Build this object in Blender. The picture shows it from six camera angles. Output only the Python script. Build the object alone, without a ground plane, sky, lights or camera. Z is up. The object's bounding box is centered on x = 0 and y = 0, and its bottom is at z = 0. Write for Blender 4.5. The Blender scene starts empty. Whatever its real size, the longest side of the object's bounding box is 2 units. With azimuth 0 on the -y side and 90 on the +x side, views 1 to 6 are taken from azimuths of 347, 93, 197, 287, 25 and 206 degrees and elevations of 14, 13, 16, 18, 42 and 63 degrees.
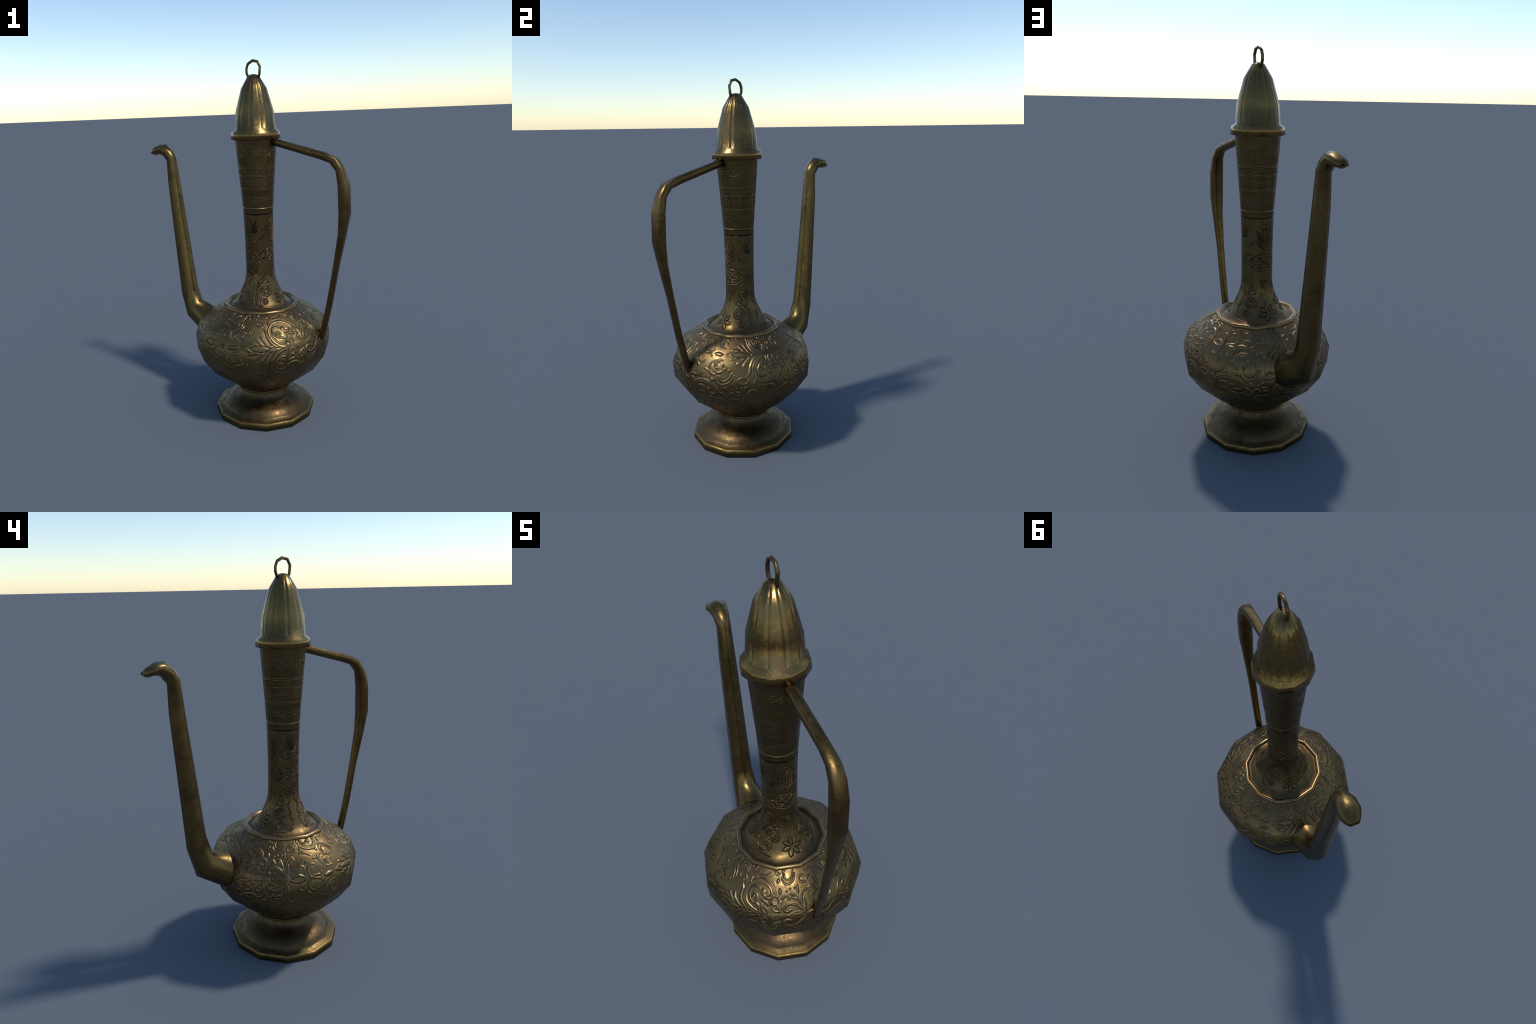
# Antique brass ewer: faceted twelve-sided turned body, swan-neck spout, strap
# handle, ribbed domed lid with a wire loop, chased scrollwork on body and neck.
import bpy, math
import numpy as np
from mathutils import Vector

AXIS = (0.0644, -0.0595)          # where the turned axis stands
YAW = math.radians(-42.87)        # handle direction (local +x); the spout is at local -x
SIDES = 12
STEP = math.tau / SIDES

# ------------------------------------------------------------------ profiles
# (radius, height) of every turned part, bottom to top
FOOT = [(0.283, 0.0), (0.2915, 0.004), (0.2895, 0.036), (0.283, 0.0405), (0.254, 0.042),
        (0.2475, 0.056), (0.234, 0.073), (0.215, 0.088), (0.190, 0.101), (0.160, 0.117), (0.144, 0.136), (0.141, 0.153)]
BODY = [(0.100, 0.168), (0.140, 0.1635), (0.1545, 0.1610), (0.1590, 0.1655), (0.1580, 0.1705),
        (0.1575, 0.1740), (0.1690, 0.1832), (0.318, 0.3014),
        (0.3854, 0.3968), (0.3914, 0.4862), (0.358, 0.576), (0.2135, 0.6645)]
RIM = [(0.2105, 0.654), (0.2185, 0.6625), (0.2165, 0.671), (0.2080, 0.6785), (0.1985, 0.6775),
       (0.1935, 0.669), (0.188, 0.662)]
NECK = [(0.197, 0.6650), (0.186, 0.6655), (0.174, 0.6700), (0.160, 0.6780), (0.145, 0.6905), (0.131, 0.7100),
        (0.1195, 0.7330), (0.1080, 0.7550), (0.0980, 0.7770), (0.0890, 0.8030), (0.0825, 0.8300), (0.0803, 0.8600),
        (0.0797, 0.930), (0.0797, 1.050), (0.0820, 1.160), (0.0844, 1.2218),
        (0.0889, 1.293), (0.0989, 1.419), (0.1120, 1.590)]
LID = [(0.108, 1.588), (0.1348, 1.5915), (0.1300, 1.629), (0.1100, 1.6425),
       (0.1030, 1.7331), (0.0688, 1.8526), (0.0306, 1.9160), (0.0155, 1.923), (0.0, 1.9255)]

# ------------------------------------------------------------------ helpers
def smooth_curve(pts, n=6):
    """Catmull-Rom through control points."""
    p = np.asarray(pts, float)
    if len(p) < 3:
        t = np.linspace(0, 1, n * 2 + 1)[:, None]
        return p[0] * (1 - t) + p[-1] * t
    q = np.vstack([2 * p[0] - p[1], p, 2 * p[-1] - p[-2]])
    out = []
    for i in range(1, len(q) - 2):
        a, b, c, d = q[i - 1], q[i], q[i + 1], q[i + 2]
        for t in np.linspace(0, 1, n, endpoint=False):
            out.append(0.5 * (2 * b + (c - a) * t + (2 * a - 5 * b + 4 * c - d) * t * t
                              + (3 * b - a - 3 * c + d) * t ** 3))
    out.append(p[-1])
    return np.array(out)


def box_blur(a, ky, kx, wrap=True):
    for k, ax in ((ky, 0), (kx, 1)):
        if k < 1:
            continue
        pad = [(0, 0), (0, 0)]
        pad[ax] = (k + 1, k)
        b = np.pad(a, pad, mode='wrap' if (ax == 1 and wrap) else 'edge')
        c = np.cumsum(b, axis=ax)
        n = a.shape[ax]
        if ax == 0:
            a = (c[2 * k + 1:2 * k + 1 + n] - c[:n]) / (2 * k + 1)
        else:
            a = (c[:, 2 * k + 1:2 * k + 1 + n] - c[:, :n]) / (2 * k + 1)
    return a


class Relief:
    """Chased relief painted as smooth strokes on the unrolled wall of a turned part."""

    def __init__(self, deg, s):
        self.deg, self.s = deg, s
        self.up = np.zeros((len(s), len(deg)))
        self.cut = np.zeros_like(self.up)

    def _window(self, x0, x1, y0, y1):
        i0, i1 = np.searchsorted(self.deg, [x0, x1])
        j0, j1 = np.searchsorted(self.s, [y0, y1])
        return (j0, j1, i0, i1) if i1 > i0 and j1 > j0 else None

    def _put(self, win, val, cut):
        j0, j1, i0, i1 = win
        a = (self.cut if cut else self.up)[j0:j1, i0:i1]
        np.maximum(a, val, out=a)

    def line(self, pts, w, h, k, thin=(1.0, 1.0), cut=False, flat=0.0):
        """Rounded ridge (or groove): pts in (degrees, metres), half width w, k metres per degree."""
        c = smooth_curve(pts)
        n = len(c) - 1
        for i in range(n):
            (ax, ay), (bx, by) = c[i], c[i + 1]
            m = w * 1.05
            win = self._window(min(ax, bx) - m / k, max(ax, bx) + m / k, min(ay, by) - m, max(ay, by) + m)
            if not win:
                continue
            j0, j1, i0, i1 = win
            X = (self.deg[i0:i1][None, :] - ax) * k
            Y = self.s[j0:j1][:, None] - ay
            ex, ey = (bx - ax) * k, by - ay
            L = ex * ex + ey * ey + 1e-12
            t = np.clip((X * ex + Y * ey) / L, 0, 1)
            d = np.hypot(X - t * ex, Y - t * ey)
            f = (i + t) / n
            mid = np.clip(np.minimum(f, 1 - f) * 4, 0, 1)
            ww = w * np.where(f < .5, thin[0] + (1 - thin[0]) * mid, thin[1] + (1 - thin[1]) * mid)
            q = np.clip((d / ww - flat) / (1 - flat), 0, 1)
            self._put(win, h * (1 - q * q) ** 2 * np.clip(ww / w, .45, 1), cut)

    def leaf(self, p, q, hw, h, k, rib=0.0, cut=False, at=0.0, wide=0.33):
        """Pointed raised leaf from p to q with an optional sunk rib."""
        (ax, ay), (bx, by) = p, q
        m = hw * 1.4
        win = self._window(min(ax, bx) - m / k, max(ax, bx) + m / k, min(ay, by) - m, max(ay, by) + m)
        if not win:
            return
        j0, j1, i0, i1 = win
        X = (self.deg[i0:i1][None, :] - ax) * k
        Y = self.s[j0:j1][:, None] - ay
        ex, ey = (bx - ax) * k, by - ay
        L = math.hypot(ex, ey)
        t = (X * ex + Y * ey) / (L * L)
        d = np.abs(X * ey - Y * ex) / L
        ww = hw * np.sin(np.pi * np.clip(t, 0, 1)) ** 0.75 + 1e-6
        u = np.where((t > 0) & (t < 1), d / ww, 9.0)
        v = h * np.clip((1 - u) / 0.55, 0, 1) ** 0.7 * (u < 1)
        if rib:
            v = v * (1 - rib * np.exp(-((u - at) / wide) ** 2) * np.clip((t - .12) * 12, 0, 1) * np.clip((.9 - t) * 12, 0, 1))
        self._put(win, v, cut)

    def disc(self, c, r, h, k, ring=0.0, cut=False):
        win = self._window(c[0] - r / k, c[0] + r / k, c[1] - r, c[1] + r)
        if not win:
            return
        j0, j1, i0, i1 = win
        d = np.hypot((self.deg[i0:i1][None, :] - c[0]) * k, self.s[j0:j1][:, None] - c[1]) / r
        v = h * np.clip((1 - d) / 0.6, 0, 1) ** 0.6
        if ring:
            v = v * (1 - ring * np.exp(-((d - .45) / .16) ** 2))
        self._put(win, v * (d < 1), cut)

    def spiral(self, c, r, turns, start, w, h, k, cut=False, inner=0.15):
        t = np.linspace(0, 1, int(7 * turns) + 3)
        a = start + turns * math.tau * t
        rr = r * (1 - (1 - inner) * t)
        self.line(np.stack([c[0] + rr * np.cos(a) / k, c[1] + rr * np.sin(a)], -1), w, h, k, cut=cut)


def turned(name, profile, rows, cols, paint=None, gain=1.0, ruler=0, depth=1.0):
    """Loft a twelve-sided profile as a fine grid that keeps the flat facets, lays smooth
    normals over them and displaces the wall along those normals by the painted relief.
    `ruler` is the profile vertex from which distance along the wall is measured."""
    P = np.array(profile, float)
    seg = np.hypot(*np.diff(P, axis=0).T)
    knots = np.concatenate([[0], np.cumsum(seg)])
    knots -= knots[ruler]
    slope = np.stack([np.diff(P[:, 1]), -np.diff(P[:, 0])], -1) / seg[:, None]
    vn = np.zeros_like(P)
    vn[:-1] += slope
    vn[1:] += slope
    vn /= np.linalg.norm(vn, axis=1)[:, None]
    total = seg.sum()
    s, r, z, nr, nz = [], [], [], [], []
    for i in range(len(seg)):
        n = max(1, round(rows * seg[i] / total))
        t = np.linspace(0, 1, n, endpoint=False)
        s.append(knots[i] + seg[i] * t)
        for dst, a, b in ((r, P[i, 0], P[i + 1, 0]), (z, P[i, 1], P[i + 1, 1]),
                          (nr, vn[i, 0], vn[i + 1, 0]), (nz, vn[i, 1], vn[i + 1, 1])):
            dst.append(a + (b - a) * t)
    s, r, z, nr, nz = [np.append(np.concatenate(v), e) for v, e in
                       ((s, knots[-1]), (r, P[-1, 0]), (z, P[-1, 1]), (nr, vn[-1, 0]), (nz, vn[-1, 1]))]
    per = cols // SIDES
    cols = per * SIDES
    f = np.arange(cols) % per / per
    k0 = np.arange(cols) // per * STEP - math.pi
    cx = np.cos(k0) * (1 - f) + np.cos(k0 + STEP) * f     # facet chord, also smooth-normal blend
    cy = np.sin(k0) * (1 - f) + np.sin(k0 + STEP) * f
    deg = np.degrees(k0) + f * 30.0
    M, N = len(s), cols
    pos = np.stack([r[:, None] * cx, r[:, None] * cy, np.repeat(z[:, None], N, 1)], -1)
    nrm = np.stack([nr[:, None] * cx, nr[:, None] * cy, np.repeat(nz[:, None], N, 1)], -1)
    nrm /= np.linalg.norm(nrm, axis=2, keepdims=True)
    if paint is not None:
        H = paint(deg, s, r)
        pos = pos + nrm * H[..., None] * depth
        gs = np.gradient(H, np.maximum.accumulate(s + np.arange(M) * 1e-9), axis=0)
        gu = (np.roll(H, -1, 1) - np.roll(H, 1, 1)) / (2 * np.radians(360.0 / N) * np.maximum(r, .004))[:, None]
        tu = np.stack([-cy, cx], -1)
        tu /= np.linalg.norm(tu, axis=1)[:, None]
        tu = np.concatenate([tu, np.zeros((N, 1))], 1)[None]
        tv = np.cross(nrm, np.broadcast_to(tu, nrm.shape))
        nrm = nrm - gain * (gu[..., None] * tu + gs[..., None] * tv)
        nrm /= np.linalg.norm(nrm, axis=2, keepdims=True)
    idx = np.arange(M * N).reshape(M, N)
    nx = np.roll(idx, -1, 1)
    quads = np.stack([idx[:-1], nx[:-1], nx[1:], idx[1:]], -1).reshape(-1, 4)
    return make_mesh(name, pos.reshape(-1, 3), quads, nrm.reshape(-1, 3))


def make_mesh(name, verts, quads, normals=None):
    me = bpy.data.meshes.new(name)
    verts = np.asarray(verts, np.float32)
    quads = np.asarray(quads, np.int32)
    me.vertices.add(len(verts))
    me.vertices.foreach_set('co', verts.ravel())
    me.loops.add(quads.size)
    me.loops.foreach_set('vertex_index', quads.ravel())
    me.polygons.add(len(quads))
    me.polygons.foreach_set('loop_start', np.arange(0, quads.size, 4, dtype=np.int32))
    me.polygons.foreach_set('use_smooth', np.ones(len(quads), bool))
    me.update(calc_edges=True)
    me.validate()
    if normals is not None:
        me.normals_split_custom_set_from_vertices(np.asarray(normals, np.float32).tolist())
    return me


def loft(name, rings, cap_start=True, cap_end=True):
    """Tube through rings of equal vertex count."""
    n = len(rings[0])
    verts = [tuple(v) for r in rings for v in r]
    faces = []
    for i in range(len(rings) - 1):
        for j in range(n):
            a, b = i * n + j, i * n + (j + 1) % n
            faces.append((a, b, b + n, a + n))
    if cap_start:
        faces.append(tuple(range(n))[::-1])
    if cap_end:
        m = (len(rings) - 1) * n
        faces.append(tuple(range(m, m + n)))
    me = bpy.data.meshes.new(name)
    me.from_pydata(verts, [], faces)
    for p in me.polygons:
        p.use_smooth = len(p.vertices) == 4
    me.update()
    return me

# ------------------------------------------------------------------ materials
class Nodes:
    def __init__(self, name):
        self.mat = bpy.data.materials.new(name)
        self.mat.use_nodes = True
        self.t = self.mat.node_tree
        self.t.nodes.clear()
        self.out = self.n('ShaderNodeOutputMaterial')
        self.bsdf = self.n('ShaderNodeBsdfPrincipled')
        self.t.links.new(self.bsdf.outputs[0], self.out.inputs[0])
        self.co = self.n('ShaderNodeTexCoord').outputs['Object']

    def n(self, kind, **kw):
        x = self.t.nodes.new(kind)
        for k, v in kw.items():
            setattr(x, k, v)
        return x

    def put(self, sock, v):
        if isinstance(v, bpy.types.NodeSocket):
            self.t.links.new(v, sock)
        else:
            sock.default_value = v

    def noise(self, scale, detail=5, rough=.6, stretch=None, off=0.0):
        co = self.co
        if stretch or off:
            m = self.n('ShaderNodeMapping')
            self.put(m.inputs[0], co)
            m.inputs['Location'].default_value = (off, off * 1.7, -off)
            m.inputs['Scale'].default_value = stretch or (1, 1, 1)
            co = m.outputs[0]
        x = self.n('ShaderNodeTexNoise')
        self.put(x.inputs['Vector'], co)
        x.inputs['Scale'].default_value = scale
        x.inputs['Detail'].default_value = detail
        x.inputs['Roughness'].default_value = rough
        return x.outputs[0]

    def ramp(self, v, a, b, lo=0.0, hi=1.0):
        x = self.n('ShaderNodeMapRange', clamp=True, interpolation_type='SMOOTHSTEP')
        for i, q in enumerate((v, a, b, lo, hi)):
            self.put(x.inputs[i], q)
        return x.outputs[0]

    def math(self, op, a, b=0.0):
        x = self.n('ShaderNodeMath', operation=op)
        self.put(x.inputs[0], a)
        self.put(x.inputs[1], b)
        return x.outputs[0]

    def mix(self, f, a, b):
        x = self.n('ShaderNodeMix', data_type='RGBA')
        self.put(x.inputs[0], f)
        for s, v in ((x.inputs[6], a), (x.inputs[7], b)):
            self.put(s, (*v, 1.0) if isinstance(v, tuple) else v)
        return x.outputs[2]


def aged_brass(name, base, warm, green, dark, rough=0.36, spread=0.12, cavity=0.0, band=None,
               polish=0.0, metal=1.0):
    """Tarnished brass. cavity: hollows darkened, crests paled to deepen relief shading. band: (z0, z1, colour) tinted strip."""
    g = Nodes(name)
    big = g.noise(5.0, 4, .55)
    mid = g.noise(16.0, 6, .65, off=3.0)
    fine = g.noise(120.0, 4, .7, off=7.0)
    speck = g.noise(60.0, 5, .75, off=11.0)
    col = g.mix(g.ramp(big, .38, .62), base, warm)
    col = g.mix(g.ramp(mid, .47, .66, 0, .85), col, green)
    col = g.mix(g.ramp(g.noise(9.0, 6, .7, off=17.0), .50, .70, 0, .85), col, dark)
    col = g.mix(g.ramp(speck, .54, .70, 0, .65), col, dark)
    col = g.mix(g.ramp(g.noise(38.0, 5, .7, off=29.0), .52, .72, 0, .55), col, tuple(c * 1.45 for c in base))
    col = g.mix(g.ramp(fine, .40, .70, 0, .35), col, warm)
    rgh = g.ramp(mid, .3, .7, rough - spread, rough + spread)
    rgh = g.math('ADD', rgh, g.ramp(speck, .42, .66, -.05, .09))
    if polish:
        rgh = g.math('SUBTRACT', rgh, g.ramp(speck, .35, .6, polish, 0.0))
    if cavity:
        geo = g.n('ShaderNodeNewGeometry').outputs['Pointiness']
        pit = g.ramp(geo, .5 - .06 * cavity, .5 - .004, 1.0, 0.0)
        col = g.mix(g.math('MULTIPLY', pit, .85), col, tuple(c * .22 for c in dark))
        crest = g.ramp(geo, .5 + .003, .5 + .035 * cavity, 0.0, .6)
        col = g.mix(crest, col, (warm[0] * 1.05, warm[1] * 1.25, warm[2] * 1.75))
        rgh = g.math('ADD', rgh, g.math('MULTIPLY', pit, .2))
    if band:
        z = g.n('ShaderNodeSeparateXYZ')
        g.put(z.inputs[0], g.co)
        for z0, z1, c, amt, *edge in band:
            mid_z, half = (z0 + z1) / 2, (z1 - z0) / 2
            d = g.math('ABSOLUTE', g.math('SUBTRACT', z.outputs[2], mid_z))
            m = g.ramp(d, half * (edge[0] if edge else .5), half, 1.0, 0.0)
            m = g.math('MULTIPLY', m, g.ramp(g.noise(30.0, 4, .6, off=23.0), .3, .55, .45 * amt, amt))
            col = g.mix(m, col, c)
    b = g.bsdf
    g.put(b.inputs['Base Color'], col)
    b.inputs['Metallic'].default_value = metal
    g.put(b.inputs['Roughness'], rgh)
    bump = g.n('ShaderNodeBump')
    bump.inputs['Strength'].default_value = 0.16
    bump.inputs['Distance'].default_value = 0.004
    g.put(bump.inputs['Height'], g.math('ADD', g.math('MULTIPLY', mid, .7), g.math('MULTIPLY', fine, .25)))
    g.put(b.inputs['Normal'], bump.outputs[0])
    return g.mat


GOLD = (.22, .148, .064)
MAT_BODY = aged_brass('chased_brass', (.172, .115, .045), (.167, .100, .046), (.132, .113, .047), (.076, .050, .025),
                      .41, .09, cavity=.24, band=[(.157, .172, (.30, .195, .07), .9)])
MAT_NECK = aged_brass('engraved_brass', (.140, .094, .036), (.134, .080, .035), (.108, .091, .038), (.062, .042, .020),
                      .43, .09, cavity=.40, band=[(1.190, 1.80, (.085, .056, .024), .55, .985), (1.215, 1.229, GOLD, .5),
                                                 (1.184, 1.195, (.02, .015, .008), 1.2)])  # last band: occlusion shadow under the bead painted near-black
MAT_LID = aged_brass('rubbed_brass', (.192, .126, .042), (.182, .108, .042), (.146, .119, .045), (.138, .094, .038),
                     .30, .06, cavity=1.2, band=[(1.590, 1.637, (.225, .135, .042), .8)], polish=.03)
MAT_FOOT = aged_brass('tarnished_brass', (.100, .069, .029), (.100, .062, .031), (.076, .062, .027), (.044, .031, .016),
                      .47, .11, band=[(.031, .042, (.25, .160, .050), .8), (-.01, .034, (.115, .075, .027), .8)])
MAT_RIM = aged_brass('worn_brass', (.28, .185, .072), (.26, .155, .068), (.19, .150, .064), (.12, .078, .036), .35, .08)
MAT_TUBE = aged_brass('dull_brass', (.158, .105, .036), (.152, .090, .034), (.116, .096, .038), (.062, .042, .018), .36, .10)
MAT_STRAP = aged_brass('handled_brass', (.150, .098, .034), (.138, .074, .026), (.118, .094, .038), (.066, .042, .017), .38, .10)

# ------------------------------------------------------------------ scrollwork on the body
# One damask repeat, measured from its bead: x in degrees round the body, y in millimetres above
# the axis of symmetry; every stroke is also drawn mirrored below that axis.
KB = 0.00672            # metres per degree in the pattern
REPEAT = 112.8


def damask_unit(R, x0, y0, up):
    def T(pts):
        return [(x0 + x, y0 + up * y * .001) for x, y in pts]

    def ln(pts, w=.0042, h=.0026, **kw):
        R.line(T(pts), w * 1.4, h * 1.4, KB, **kw)

    def lf(a, b, hw, h=.0030, rib=0.0):
        p, q = T([a, b])
        R.leaf(p, q, hw * 1.2, h * 1.25, KB, rib)

    def dc(c, r, h=.0030, ring=0.0):
        R.disc(T([c])[0], r * 1.2, h * 1.25, KB, ring)

    # great scroll: a double band that winds into a fat comma
    scroll = [(45.6, 3), (40.4, 15), (36.0, 36), (33.0, 65), (32.3, 95), (33.6, 123), (37.2, 145),
              (43.6, 154), (50.0, 147), (53.6, 130), (54.8, 110), (53.8, 95), (51.2, 88), (48.8, 90)]
    ln(scroll, .0105, .0021, thin=(.8, .5), flat=.35)
    c = smooth_curve(scroll)
    d = np.gradient(c * [KB * 1000, 1], axis=0)
    d = d[:, ::-1] * [-1, 1] / np.hypot(*d.T)[:, None]
    for side in (-1, 1):
        taper = np.clip(np.linspace(6, 0, len(c)), 0, 1)[:, None]
        e = c + side * 6.5 * taper * d / [KB * 1000, 1]
        ln(e[::4], .0036, .0033)
    ln([(48.8, 90), (47.2, 97), (46.6, 106)], .006)
    dc((46.4, 108), .0125, .0036)
    ln([(41.0, 50), (38.7, 58), (36.5, 74), (35.6, 95), (36.3, 115), (38.8, 124), (42.2, 121), (43.2, 113)], .0040, .0028)
    ln([(37.4, 63), (37.1, 77), (38.9, 90), (41.6, 89), (42.5, 75), (40.9, 63), (39.1, 67), (39.9, 79)], .0036)
    lf((46.0, 76), (52.0, 63), .0065)
    ln([(40.4, 51), (43.6, 50), (45.3, 37), (45.6, 10)], .0036)
    # heart of the pattern: hub with its eyes
    R.line([(x0 + 44.8, y0), (x0 + 52, y0), (x0 + 66, y0)], .020, .0021, KB, thin=(.25, .5), flat=.55)
    ln([(47.2, 55), (47.3, 36), (48.7, 19), (50.4, 13), (51.9, 21), (51.6, 36), (50.1, 44), (48.5, 40)], .0040)
    ln([(51.4, 51), (53.4, 68), (55.8, 74), (56.6, 64)], .0040)
    ln([(61.0, 28), (57.8, 33), (55.4, 46), (55.3, 61), (57.6, 68), (59.5, 58), (58.4, 47)], .0038)
    ln([(60.8, 22), (61.0, 48), (61.1, 70), (61.0, 88)], .0075, .0026, thin=(.4, .8), flat=.3)
    ln([(61.0, 84), (58.8, 100), (55.6, 104), (54.2, 94)], .0040)
    ln([(62.0, 70), (64.0, 92), (66.0, 99), (68.6, 80)], .0040)
    lf((60.6, 136), (61.8, 108), .0065)
    # almond leaf inside a heart
    ln([(80.3, 4), (76.6, 30), (72.4, 52), (68.2, 60), (65.0, 50), (64.0, 34), (66.0, 22), (68.5, 28)], .0050, .0030)
    # sprigs over the heart
    ln([(78.8, 10), (76.0, 46), (74.8, 74), (73.0, 98), (69.5, 104)], .0042)
    lf((69.8, 92), (74.6, 76), .0060)
    lf((77.2, 142), (76.0, 100), .0050)
    ln([(79.4, 14), (77.6, 52), (78.2, 88), (80.6, 112), (83.8, 116), (85.2, 98)], .0042)
    lf((79.6, 84), (79.2, 24), .0065, .0026)
    for q in ((69.9, 126), (74.0, 128), (66.8, 117), (66.4, 99)):
        dc(q, .0042, .0026)
    # stem with tendrils running on to the next bead
    ln([(80.4, 0), (85.6, 14), (89.4, 13), (93.9, 1)], .0036)
    ln([(97.5, 0), (96.0, 17), (95.4, 37), (96.6, 57), (98.9, 67), (101.0, 65), (102.2, 54)], .0042, .0029)
    ln([(93.9, 3), (93.1, 24), (92.8, 42), (92.0, 56), (90.2, 61), (88.0, 54)], .0042, .0029)
    lf((94.2, 70), (97.2, 88), .0060)
    ln([(97.5, 1), (100.7, 6), (104.5, 9)], .0042)
    ln([(88.0, 20), (91.0, 10), (93.0, 3)], .0034)
    dc((106.0, 20), .0046, .0022)
    ln([(91.8, 134), (96.8, 135), (103.4, 110)], .0062, .0028, thin=(.9, .2))
    # sprays above and below the bead
    ln([(14.9, 104), (12.2, 133), (8.2, 146), (5.2, 137), (4.9, 118)], .0031)
    ln([(16.3, 118), (13.4, 147), (8.5, 163), (4.4, 158), (2.4, 139), (3.4, 116)], .0029)
    lf((-3.2, 148), (-.2, 139), .0085)
    ln([(-9.8, 94), (-6.4, 99), (-3.0, 115), (.2, 114)], .0029)
    ln([(-1.8, 112), (-5.3, 95), (-4.9, 71), (-2.7, 50), (.4, 39), (5.4, 36)], .0033)
    ln([(2.8, 79), (-.2, 76), (-.8, 54)], .0036)
    ln([(1.6, 71), (1.0, 56), (3.6, 45)], .0034)
    lf((1.8, 107), (8.0, 93), .0062)
    for q in ((8.6, 88), (7.0, 67), (12.4, 93)):
        dc(q, .0055)
    ln([(25.4, 136), (22.6, 130), (19.6, 139), (19.3, 154), (22.0, 162), (25.6, 159), (27.6, 145)], .0033)
    # lobes of the great leaf, and the long frond that leans on the scroll
    ln([(12.6, 30), (16.0, 29), (21.0, 18)], .0058, .0032, thin=(.25, 1))
    ln([(18.4, 58), (21.4, 44), (25.4, 18)], .0066, .0032, thin=(.25, 1))
    ln([(23.4, 74), (26.0, 50), (30.0, 16)], .0066, .0032, thin=(.25, 1))
    ln([(26.0, 126), (28.8, 98), (30.0, 66), (33.0, 30), (37.0, 6)], .0072, .0032, thin=(.25, 1))
    ln([(31.8, 166), (33.2, 134)], .0062, .0028, thin=(.15, 1))
    ln([(31.0, 12), (36.0, 9), (41.0, 4), (45.0, 1)], .0060, .0032)
    R.line(T([(13.5, 0), (17.5, 13), (23.0, 17), (28.0, 13), (31.5, 1)]), .0048, .0036, KB, cut=True)
    if up > 0:      # pieces that sit on the axis itself
        R.leaf((x0 - 4.8, y0), (x0 + 4.8, y0), .0120, .0050, KB)
        R.leaf((x0 + 7.4, y0), (x0 + 37.0, y0), .0310, .0036, KB)
        R.leaf((x0 + 16.0, y0), (x0 + 29.5, y0), .0085, .0046, KB)
        R.disc((x0 + 55, y0), .0105, .0044, KB, ring=.9)
        R.leaf((x0 + 66.0, y0), (x0 + 81.0, y0), .0205, .0040, KB)
        R.line([(x0 + 68.5, y0), (x0 + 71.5, y0 + .0085), (x0 + 75.5, y0 + .0085), (x0 + 78.5, y0),
                (x0 + 75.5, y0 - .0085), (x0 + 71.5, y0 - .0085), (x0 + 68.5, y0)], .0036, .0032, KB, cut=True)


def paint_body(deg, s, r):
    H = np.zeros((len(s), len(deg)))
    for lo, hi, mid in ((-181.0, 0.0, .457), (0.0, 181.0, .5635)):
        cols = np.where((deg >= lo) & (deg < hi))[0]
        R = Relief(deg[cols], s)
        for row in (-2, -1, 0, 1, 2):
            y0 = mid + row * .312
            if y0 < -.17 or y0 > .87:
                continue
            for rep in range(-3, 3):
                x0 = -86.4 + REPEAT * rep + (61.0 if row % 2 else 0.0)
                if x0 + 108 < lo or x0 - 12 > hi:
                    continue
                for up in (1, -1):
                    damask_unit(R, x0, y0, up)
        H[:, cols] = R.up - R.cut * (R.up > 0)
    fade = np.clip((s - .016) / .02, 0, 1) * np.clip((.676 - s) / .012, 0, 1)
    H *= fade[:, None]
    # plain ground where the spout is brazed on
    around = np.hypot((np.abs(deg)[None, :] - 180) * KB, s[:, None] - .435)
    H *= np.clip((around - .094) / .02, 0, 1)
    ds = (s[-1] - s[0]) / len(s)
    k = max(1, round(.0075 / ds))
    soft = box_blur(box_blur(H, k, k), k, k)
    return box_blur(box_blur(H - .62 * soft, 1, 1), 1, 1)

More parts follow.
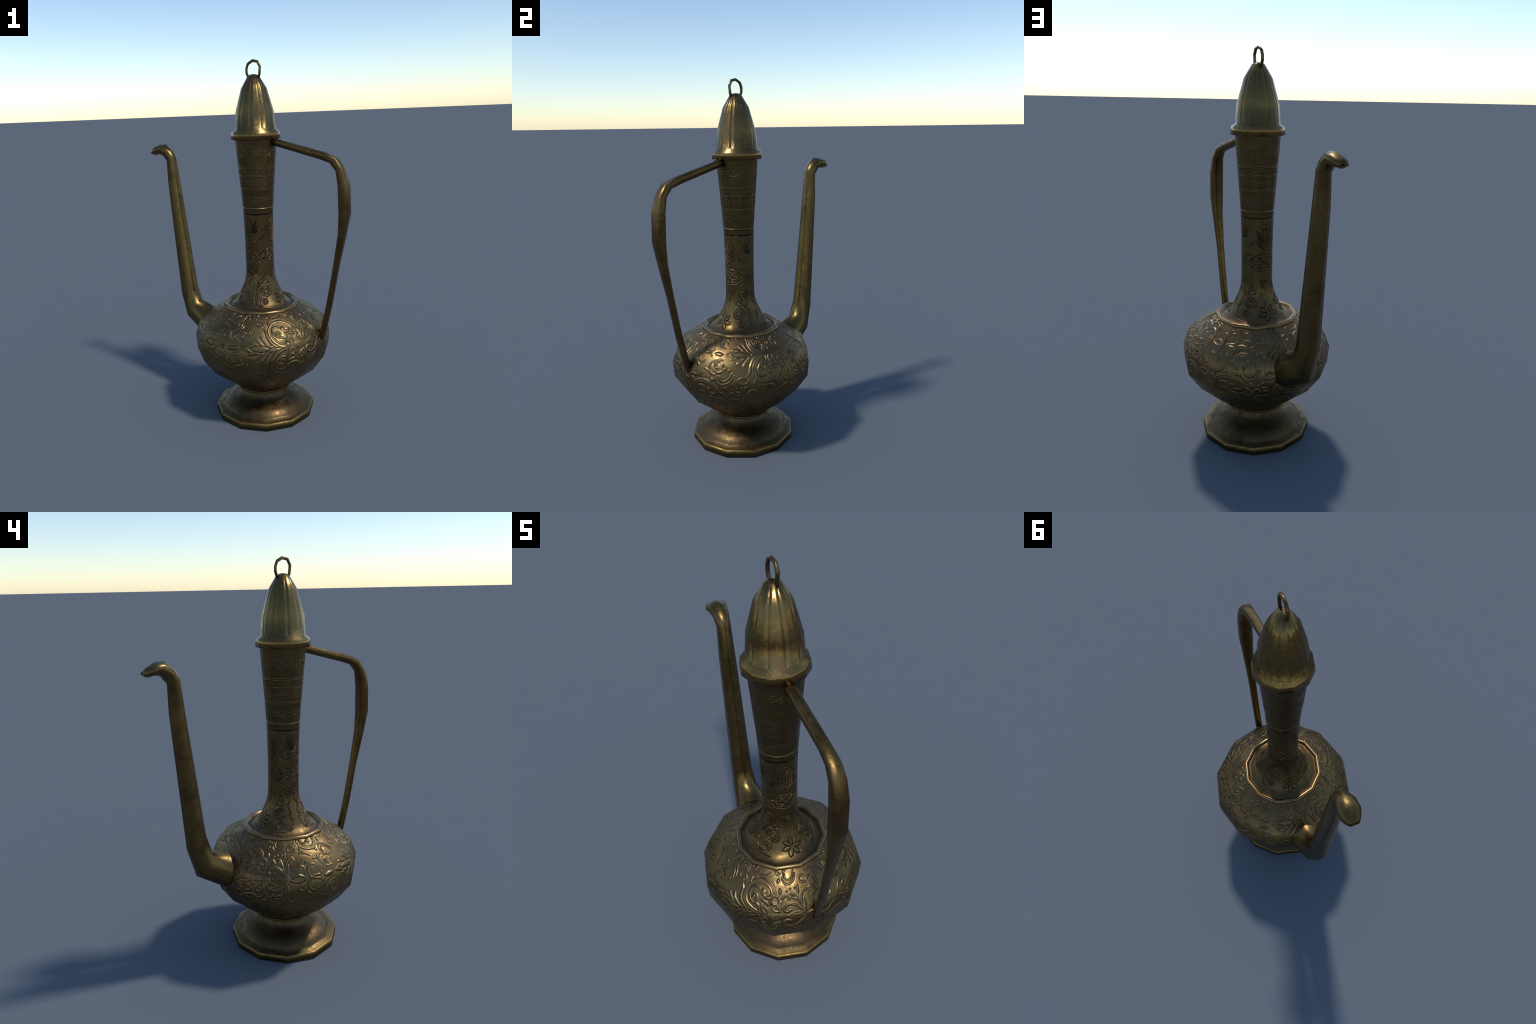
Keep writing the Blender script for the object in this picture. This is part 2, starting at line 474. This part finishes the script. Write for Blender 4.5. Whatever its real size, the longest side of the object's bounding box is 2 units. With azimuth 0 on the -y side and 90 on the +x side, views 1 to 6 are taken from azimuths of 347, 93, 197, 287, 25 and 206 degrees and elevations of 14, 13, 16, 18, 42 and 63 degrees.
# ------------------------------------------------------------------ engraving on the neck
def paint_neck(deg, s, r):
    P = np.array(NECK)
    run = np.concatenate([[0], np.cumsum(np.hypot(*np.diff(P, axis=0).T))])
    run -= run[1]

    def S(zmm):
        return float(np.interp(zmm * .001, P[:, 1], run))

    def K(zmm):
        return math.radians(1) * float(np.interp(zmm * .001, P[:, 1], P[:, 0]))

    ext = np.concatenate([deg - 360, deg, deg + 360])
    R = Relief(ext, s)

    def every(pts, fn, only=None):
        """Repeat by mirror symmetry about the handle plane and the plane across it."""
        for m in (only or (lambda u: u, lambda u: -u, lambda u: 180 - u, lambda u: 180 + u)):
            fn([(m(u), S(z)) for u, z in pts])

    def cut(pts, w=.0024, h=.0022, **kw):
        k = K(np.mean([z for _, z in pts]))
        every(pts, lambda q: R.line(q, w, h, k, cut=True, **kw))

    def rise(pts, w=.0022, h=.0011, **kw):
        k = K(np.mean([z for _, z in pts]))
        every(pts, lambda q: R.line(q, w, h, k, **kw))

    def petal(c, ang, L, hw, grid, w=.0019):
        """Leaf outline cut into the metal with a swelling inside; grid: (deg, mm) centre."""
        k = K(c[1])
        for m in grid:
            u0, s0 = m(c[0]), S(c[1])
            sg = m(1) - m(0)
            ca, sa = math.cos(ang) * sg, math.sin(ang)
            for side in (-1, 1):
                t = np.linspace(0, 1, 7)
                off = side * hw * np.sin(np.pi * t) ** .8
                R.line(np.stack([u0 + (ca * t * L - sa * off) / k, s0 + sa * t * L + ca * off], -1),
                       w * 1.15, .0024, k, cut=True)
            R.leaf((u0, s0), (u0 + ca * L / k, s0 + sa * L), hw * .8, .0012, k)

    def rose(c, rad, grid, seed):
        k = K(c[1])
        rng = np.random.default_rng(seed)
        for m in grid:
            u0, s0 = m(c[0]), S(c[1])
            R.disc((u0, s0), rad * 1.02, .0006, k)
            for q, n in ((.92, 6), (.62, 5), (.34, 3)):
                a0 = rng.random() * 6
                for j in range(n):
                    t = np.linspace(0, 1, 6)
                    a = a0 + math.tau / n * (j + (t - .5) * 1.25)
                    rr = rad * q * (.80 + .26 * np.sin(np.pi * t) + .10 * (rng.random() - .5))
                    R.line(np.stack([u0 + rr * np.cos(a) / k, s0 + rr * np.sin(a)], -1), .0023, .0024, k, cut=True)
            for j in range(6):
                a = rng.random() * math.tau
                p = rad * (.3 + .6 * rng.random())
                R.line([(u0 + p * np.cos(a) / k, s0 + p * np.sin(a)),
                        (u0 + p * .8 * np.cos(a + .7) / k, s0 + p * .8 * np.sin(a + .7))], .0020, .0015, k, cut=True)
            R.disc((u0, s0), rad * .22, .0012, k)

    four = (lambda u: u, lambda u: -u, lambda u: 180 - u, lambda u: 180 + u)
    two = (lambda u: u, lambda u: 180 + u)
    # seven-petalled flowers at the foot of the flare, over handle and spout
    for j in range(7):
        petal((0, 713), math.radians(96 + 360 / 7 * j), .052, .0104, two, .0025)
    for m in two:
        R.disc((m(0), S(713)), .006, .0014, K(713))
    # rosebud above it
    rose((1.0, 860), .0125, two, 3)
    rose((-11.0, 866), .0070, two, 4)
    petal((4, 850), math.radians(262), .030, .0065, two)
    petal((-9, 858), math.radians(275), .026, .0040, two)
    # climbing rose
    cut([(66.9, 834), (80.0, 842), (85.0, 863), (77.8, 881), (64.3, 886), (50.3, 873), (41.5, 853), (39.2, 836),
         (44.1, 822), (56.0, 808), (66.0, 793), (71.5, 780)], .0025, .0019)
    rose((70.5, 860), .0150, four, 5)
    petal((57.5, 819), math.radians(118), .040, .0055, four)
    cut([(56.6, 806), (47.5, 815), (36.0, 822), (35.1, 812), (29.8, 802), (37.9, 803), (45.7, 796), (56.8, 799)])
    rose((45.5, 757), .0290, four, 6)
    cut([(64.0, 742), (66.0, 760), (54.0, 784), (38.0, 782), (25.5, 756), (33.0, 738), (46.0, 730)], .0023)
    rose((51.0, 709), .0190, four, 7)
    cut([(62.1, 824), (65.0, 806), (71.0, 786), (74.5, 760), (77.0, 737), (77.5, 709), (70.0, 691), (62.0, 685)], .0024)
    cut([(76.0, 820), (74.0, 801), (74.8, 782), (79.0, 767), (79.0, 754)], .0022)
    cut([(60.5, 728), (64.0, 713), (63.0, 696), (57.0, 687)])
    cut([(77.8, 690), (66.3, 684), (56.3, 680.5), (42.0, 677)], .0026)
    petal((60, 694), math.radians(212 + 120), .034, .0040, four)
    for z, u in ((735, 73), (722, 76.5), (748, 71), (800, 70), (812, 75)):
        petal((u, z), math.radians(58), .020, .0034, four, .0017)
    # band of lens-shaped cartouches and little blossoms
    cut([(104, 952), (117, 966), (130, 979), (147, 997), (165, 1003), (180, 1004)], .0024)
    cut([(104, 972), (117, 956), (130, 939), (142, 927), (159, 920), (180, 918)], .0024)
    cut([(139, 973), (147.9, 967), (163, 974), (180, 964)], .0022)
    cut([(143, 957), (152, 951), (163, 948), (180, 960)], .0022)
    cut([(150, 985), (162, 990), (171, 985), (180, 991)], .0020)
    cut([(148, 938), (160, 931), (170, 936), (180, 930)], .0020)
    petal((139, 963), math.radians(175), .020, .0045, four)
    for u, z, a in ((134, 975, 60), (134, 950, -60), (168, 980, 150), (168, 942, 210)):
        petal((u, z), math.radians(a), .017, .0042, four)
    for u, z in ((102, 985), (102, 938)):
        rose((u, z), .0085, four, int(z))
    cut([(96, 1004), (100, 995), (113.7, 993), (124, 998), (133, 1005)], .0020)
    cut([(96, 915), (100, 926), (113, 930), (122, 925), (132, 913)], .0020)
    cut([(98, 962), (104, 975), (108, 990)], .0020)
    cut([(98, 960), (104, 948), (108, 932)], .0020)
    for a in range(8):
        petal((90, 961), math.radians(22 + 45 * a), .017, .0040, two)
    # fan palmettes
    for a, L in ((90, .085), (70, .078), (110, .078), (50, .062), (130, .062), (28, .042), (152, .042), (4, .026), (176, .026)):
        petal((90, 1084), math.radians(a), L, .0040 * min(1, L / .06), two, .0020)
    cut([(140, 1077), (134, 1055), (120, 1041), (103, 1042), (97, 1058), (104, 1071), (109, 1062)], .0023)
    cut([(134, 1074), (128, 1056), (117, 1049)], .0018)
    # pine-cone buds
    cut([(180, 1165), (168, 1148), (166, 1138), (172, 1126), (180, 1118)], .0022)
    cut([(154, 1127), (151, 1112), (154, 1098), (151, 1082), (153, 1062), (160, 1046), (171, 1036), (180, 1022)], .0023)
    cut([(154, 1127), (160, 1117), (166, 1108), (173, 1112), (180, 1104)], .0022)
    rng = np.random.default_rng(11)
    for z in (1058, 1071, 1085, 1099, 1110):
        for u in (157, 166, 176):
            petal((u + 3 * rng.random(), z + 7 * (rng.random() - .5)), math.radians(-50 - 40 * rng.random()),
                  .013 + .008 * rng.random(), .0042, four, .0019)
    for z, u in ((1136, 172), (1142, 176), (1122, 158), (1117, 163)):
        petal((u, z), math.radians(-80 + 40 * rng.random()), .014, .0036, four, .0018)
    for z, u in ((1048, 166), (1040, 173)):
        petal((u, z), math.radians(-60), .018, .0030, four, .0017)
    # turned bead and the shadow line below it
    for z, w, h in ((1222, .0050, .0022),):
        R.line([(u, S(z)) for u in range(-300, 301, 20)], w, h, K(z))
    R.line([(u, S(1190)) for u in range(-300, 301, 20)], .0060, .0012, K(1190), cut=True)
    R.line([(u, S(1206)) for u in range(-300, 301, 20)], .0180, .0005, K(1206), cut=True, flat=.4)
    # upper neck: fine raised lines, vines and a row of cartouches
    for z in (1447, 1439, 1404, 1397, 1331, 1324):
        lnz = [(u, S(z + .8 * math.sin(u * .11 + z))) for u in range(-300, 301, 10)]
        R.line(lnz, .0021, .0010, K(z))

    def vine(z0, amp, hgt, n, flip):
        for j in range(n):
            u0 = 360 / n * j
            w = 360 / n
            k = K(z0)
            up = 1 if (j + flip) % 2 == 0 else -1
            run_ = [(u0 + w * t, S(z0 + up * amp * math.cos(math.pi * t))) for t in (0, .25, .5, .75, 1)]
            R.line(run_, .0022, .0016, k)
            R.spiral((u0 + w * .05, S(z0 - up * hgt * .35)), hgt * .00042, 1.7, up * 1.6, .0020, .0016, k)
            R.spiral((u0 + w * .62, S(z0 + up * hgt * .55)), hgt * .00036, 1.5, -up * 1.6, .0020, .0016, k)
            R.leaf((u0 + w * .30, S(z0 + up * 2)), (u0 + w * .42, S(z0 + up * hgt * .75)), .0035, .0012, k)
            R.leaf((u0 + w * .80, S(z0)), (u0 + w * .92, S(z0 - up * hgt * .6)), .0035, .0012, k)
            R.disc((u0 + w * .28, S(z0 - up * hgt * .55)), .0035, .0012, k)

    vine(1516, 14, 26, 10, 0)
    vine(1271, 10, 20, 10, 1)
    for j in range(8):
        u0 = 10 + 45 * j
        k = K(1366)
        for sgn in (-1, 1):
            R.line([(u0 - 13, S(1366)), (u0 - 7, S(1366 + sgn * 13)), (u0 - 2, S(1366 + sgn * 15)), (u0, S(1366 + sgn * 22)),
                    (u0 + 2, S(1366 + sgn * 15)), (u0 + 7, S(1366 + sgn * 13)), (u0 + 13, S(1366))], .0018, .0012, k)
            R.line([(u0 - 8, S(1366 + sgn * 4)), (u0, S(1366 + sgn * 9)), (u0 + 8, S(1366 + sgn * 4))], .0016, .0010, k)
        R.line([(u0 - 12, S(1366)), (u0 + 12, S(1366))], .0015, .0010, k)
        R.leaf((u0 + 15, S(1366)), (u0 + 30, S(1366)), .004, .0012, k, rib=.8)
        R.spiral((u0 + 22.5, S(1352)), .006, 1.3, 0, .0015, .0010, k)
        # close-set flourishes between the upper lines
        for i in range(5):
            R.spiral((u0 + 9 * i, S(1421 + (4 if i % 2 else -4))), .006, 1.2, i * 1.9 + j, .0016, .0010, K(1421))
    n = len(deg)
    up, low = [np.maximum.reduce([a[:, i * n:(i + 1) * n] for i in range(3)]) for a in (R.up, R.cut)]
    # the fine upper work is worn away unevenly
    z = np.interp(s, run, P[:, 1])[:, None]
    a = np.radians(deg)[None, :]
    wear = .80 + .25 * np.sin(3 * a + 41 * z) * np.sin(2 * a - 23 * z + 1.3) + .15 * np.sin(7 * a + 90 * z)
    up = np.where(z > 1.235, up * np.clip(wear, .4, 1), up)
    H = up - low
    H = H * np.clip((1.585 - np.interp(s, run, P[:, 1])) / .02, 0, 1)[:, None]
    return H

# ------------------------------------------------------------------ ribs on the lid
def paint_lid(deg, s, r):
    P = np.array(LID)
    run = np.concatenate([[0], np.cumsum(np.hypot(*np.diff(P, axis=0).T))])
    z = np.interp(s, run, P[:, 1])
    f = ((deg + 2.0 + 18.0) % 36.0) - 18.0                      # ten ribs, distance from the groove
    d = np.radians(f)[None, :] * np.maximum(r, .01)[:, None]
    w = np.interp(z, [1.64, 1.74, 1.86, 1.92], [.0080, .0072, .0056, .0030])[:, None]
    groove = np.exp(-(d / w) ** 2)
    core = np.exp(-(d / (.35 * w)) ** 2)
    lip = np.exp(-((np.abs(d) - 2.0 * w) / (1.1 * w)) ** 2)
    worn = .8 + .2 * np.sin(np.radians(deg) * 2 + 1.0)[None, :]
    amt = np.clip((z - 1.645) / .012, 0, 1) * np.clip((1.916 - z) / .05, 0, 1)
    return amt[:, None] * worn * (-.0019 * groove - .0003 * core + .0008 * lip)

# ------------------------------------------------------------------ spout, handle, loop
def spout_mesh():
    # (inner point, outer point, half width across) in the spout's own plane; rho is measured from the axis
    st = [((.312, .592), (.347, .396), .095),
          ((.343, .592), (.390, .413), .086),
          ((.4280, .6230), (.5170, .5005), .059),
          ((.4530, .7020), (.5605, .6560), .0480),
          ((.5265, 1.3250), (.6075, 1.3350), .0345),
          ((.5430, 1.4890), (.6075, 1.4680), .0287),
          ((.5640, 1.5275), (.6360, 1.5020), .0325),
          ((.6120, 1.5665), (.6610, 1.5080), .0400),
          ((.6600, 1.5655), (.6900, 1.5020), .0430),
          ((.6980, 1.5450), (.7045, 1.5045), .0300),
          ((.7180, 1.5280), (.7135, 1.5105), .0185)]
    rings = []
    for (a, za), (b, zb), w in st:
        cx, cz = (a + b) / 2, (za + zb) / 2
        ux, uz = (b - a) / 2, (zb - za) / 2
        # six flats on the shaft, rounding off towards the root where it is brazed to the body
        swell = .866 + .134 * max(0.0, 1 - len(rings) / 3)
        rings.append([(-(cx + ux * math.cos(t) * q), w / .866 * math.sin(t) * q * (.866 / swell) ** .5,
                       cz + uz * math.cos(t) * q)
                      for t, q in ((math.tau / 12 * j, swell if j % 2 else 1.0) for j in range(12))])
    tip = np.array(rings[-1])
    c = tip.mean(0)
    inner = c + (tip - c) * .84
    deep = c + (inner - c) * .8 + np.array([.050, 0, .012])
    rings += [inner.tolist(), deep.tolist()]
    return loft('spout', rings)


def handle_mesh():
    # outer edge, inner edge, half width
    st = [((.085, 1.602), (.079, 1.566), .0205),
          ((.137, 1.588), (.131, 1.552), .0208),
          ((.397, 1.522), (.378, 1.4850), .0220),
          ((.4690, 1.4905), (.4310, 1.4675), .0262),
          ((.5055, 1.4395), (.4645, 1.4275), .0300),
          ((.5285, 1.3580), (.4765, 1.3500), .0345),
          ((.5345, 1.2140), (.4810, 1.2090), .0342),
          ((.5135, 1.1000), (.4755, 1.1000), .0272),
          ((.4740, .9180), (.4455, .9180), .0200),
          ((.4355, .7030), (.4065, .7030), .0186),
          ((.3935, .5250), (.3630, .5230), .0180),
          ((.3730, .4600), (.3450, .4560), .0180)]
    lean = (0, 0, 0, -.0005, -.001, -.0015, -.002, -.002, -.0015, -.001, 0, 0)
    section = [(.50, -.72), (.50, .72), (.26, 1.0), (-.26, .96), (-.50, .56), (-.42, .0), (-.50, -.56), (-.26, -.96), (.26, -1.0)]
    rings = []
    for ((a, za), (b, zb), w), dy in zip(st, lean):
        cx, cz = (a + b) / 2, (za + zb) / 2
        rings.append([(cx + (a - b) * p, dy + w * q, cz + (za - zb) * p) for p, q in section])
    return loft('handle', rings)


def loop_mesh():
    path = [(-.027, 1.902), (-.0330, 1.915), (-.0400, 1.933), (-.0400, 1.954), (-.0305, 1.9775), (-.0025, 1.9925),
            (.0265, 1.9860), (.0408, 1.9590), (.0365, 1.9230), (.0290, 1.903)]
    rings = []
    for i, (x, z) in enumerate(path):
        x0, z0 = path[max(i - 1, 0)]
        x1, z1 = path[min(i + 1, len(path) - 1)]
        t = Vector((x1 - x0, 0, z1 - z0)).normalized()
        n = Vector((-t.z, 0, t.x))
        rings.append([tuple(Vector((x, 0, z)) + .0076 * (n * math.cos(a) + Vector((0, 1, 0)) * math.sin(a)))
                      for a in (math.tau / 6 * j for j in range(6))])
    return loft('loop', rings)

# ------------------------------------------------------------------ assemble
def add(name, mesh, mat, parent):
    ob = bpy.data.objects.new(name, mesh)
    bpy.context.scene.collection.objects.link(ob)
    mesh.materials.append(mat)
    ob.parent = parent
    return ob


root = bpy.data.objects.new('brass_ewer', None)
bpy.context.scene.collection.objects.link(root)
root.location = (AXIS[0], AXIS[1], 0.0)
root.rotation_euler = (0, 0, YAW)
root['label'] = 'tall antique engraved brass ewer with long spout and handle'
root['category'] = 'ewer'

add('foot', turned('foot', FOOT, 60, 144), MAT_FOOT, root)
add('body', turned('body', BODY, 400, 1296, paint_body, gain=1.25, ruler=5, depth=.5), MAT_BODY, root)
add('rim', turned('rim', RIM, 14, 144), MAT_RIM, root)
add('neck', turned('neck', NECK, 680, 612, paint_neck, gain=1.25, ruler=1, depth=.7), MAT_NECK, root)
lid = add('lid', turned('lid', LID, 150, 600, paint_lid, gain=1.2), MAT_LID, root)
add('loop', loop_mesh(), MAT_TUBE, lid)
add('spout', spout_mesh(), MAT_TUBE, root)
add('handle', handle_mesh(), MAT_STRAP, root)
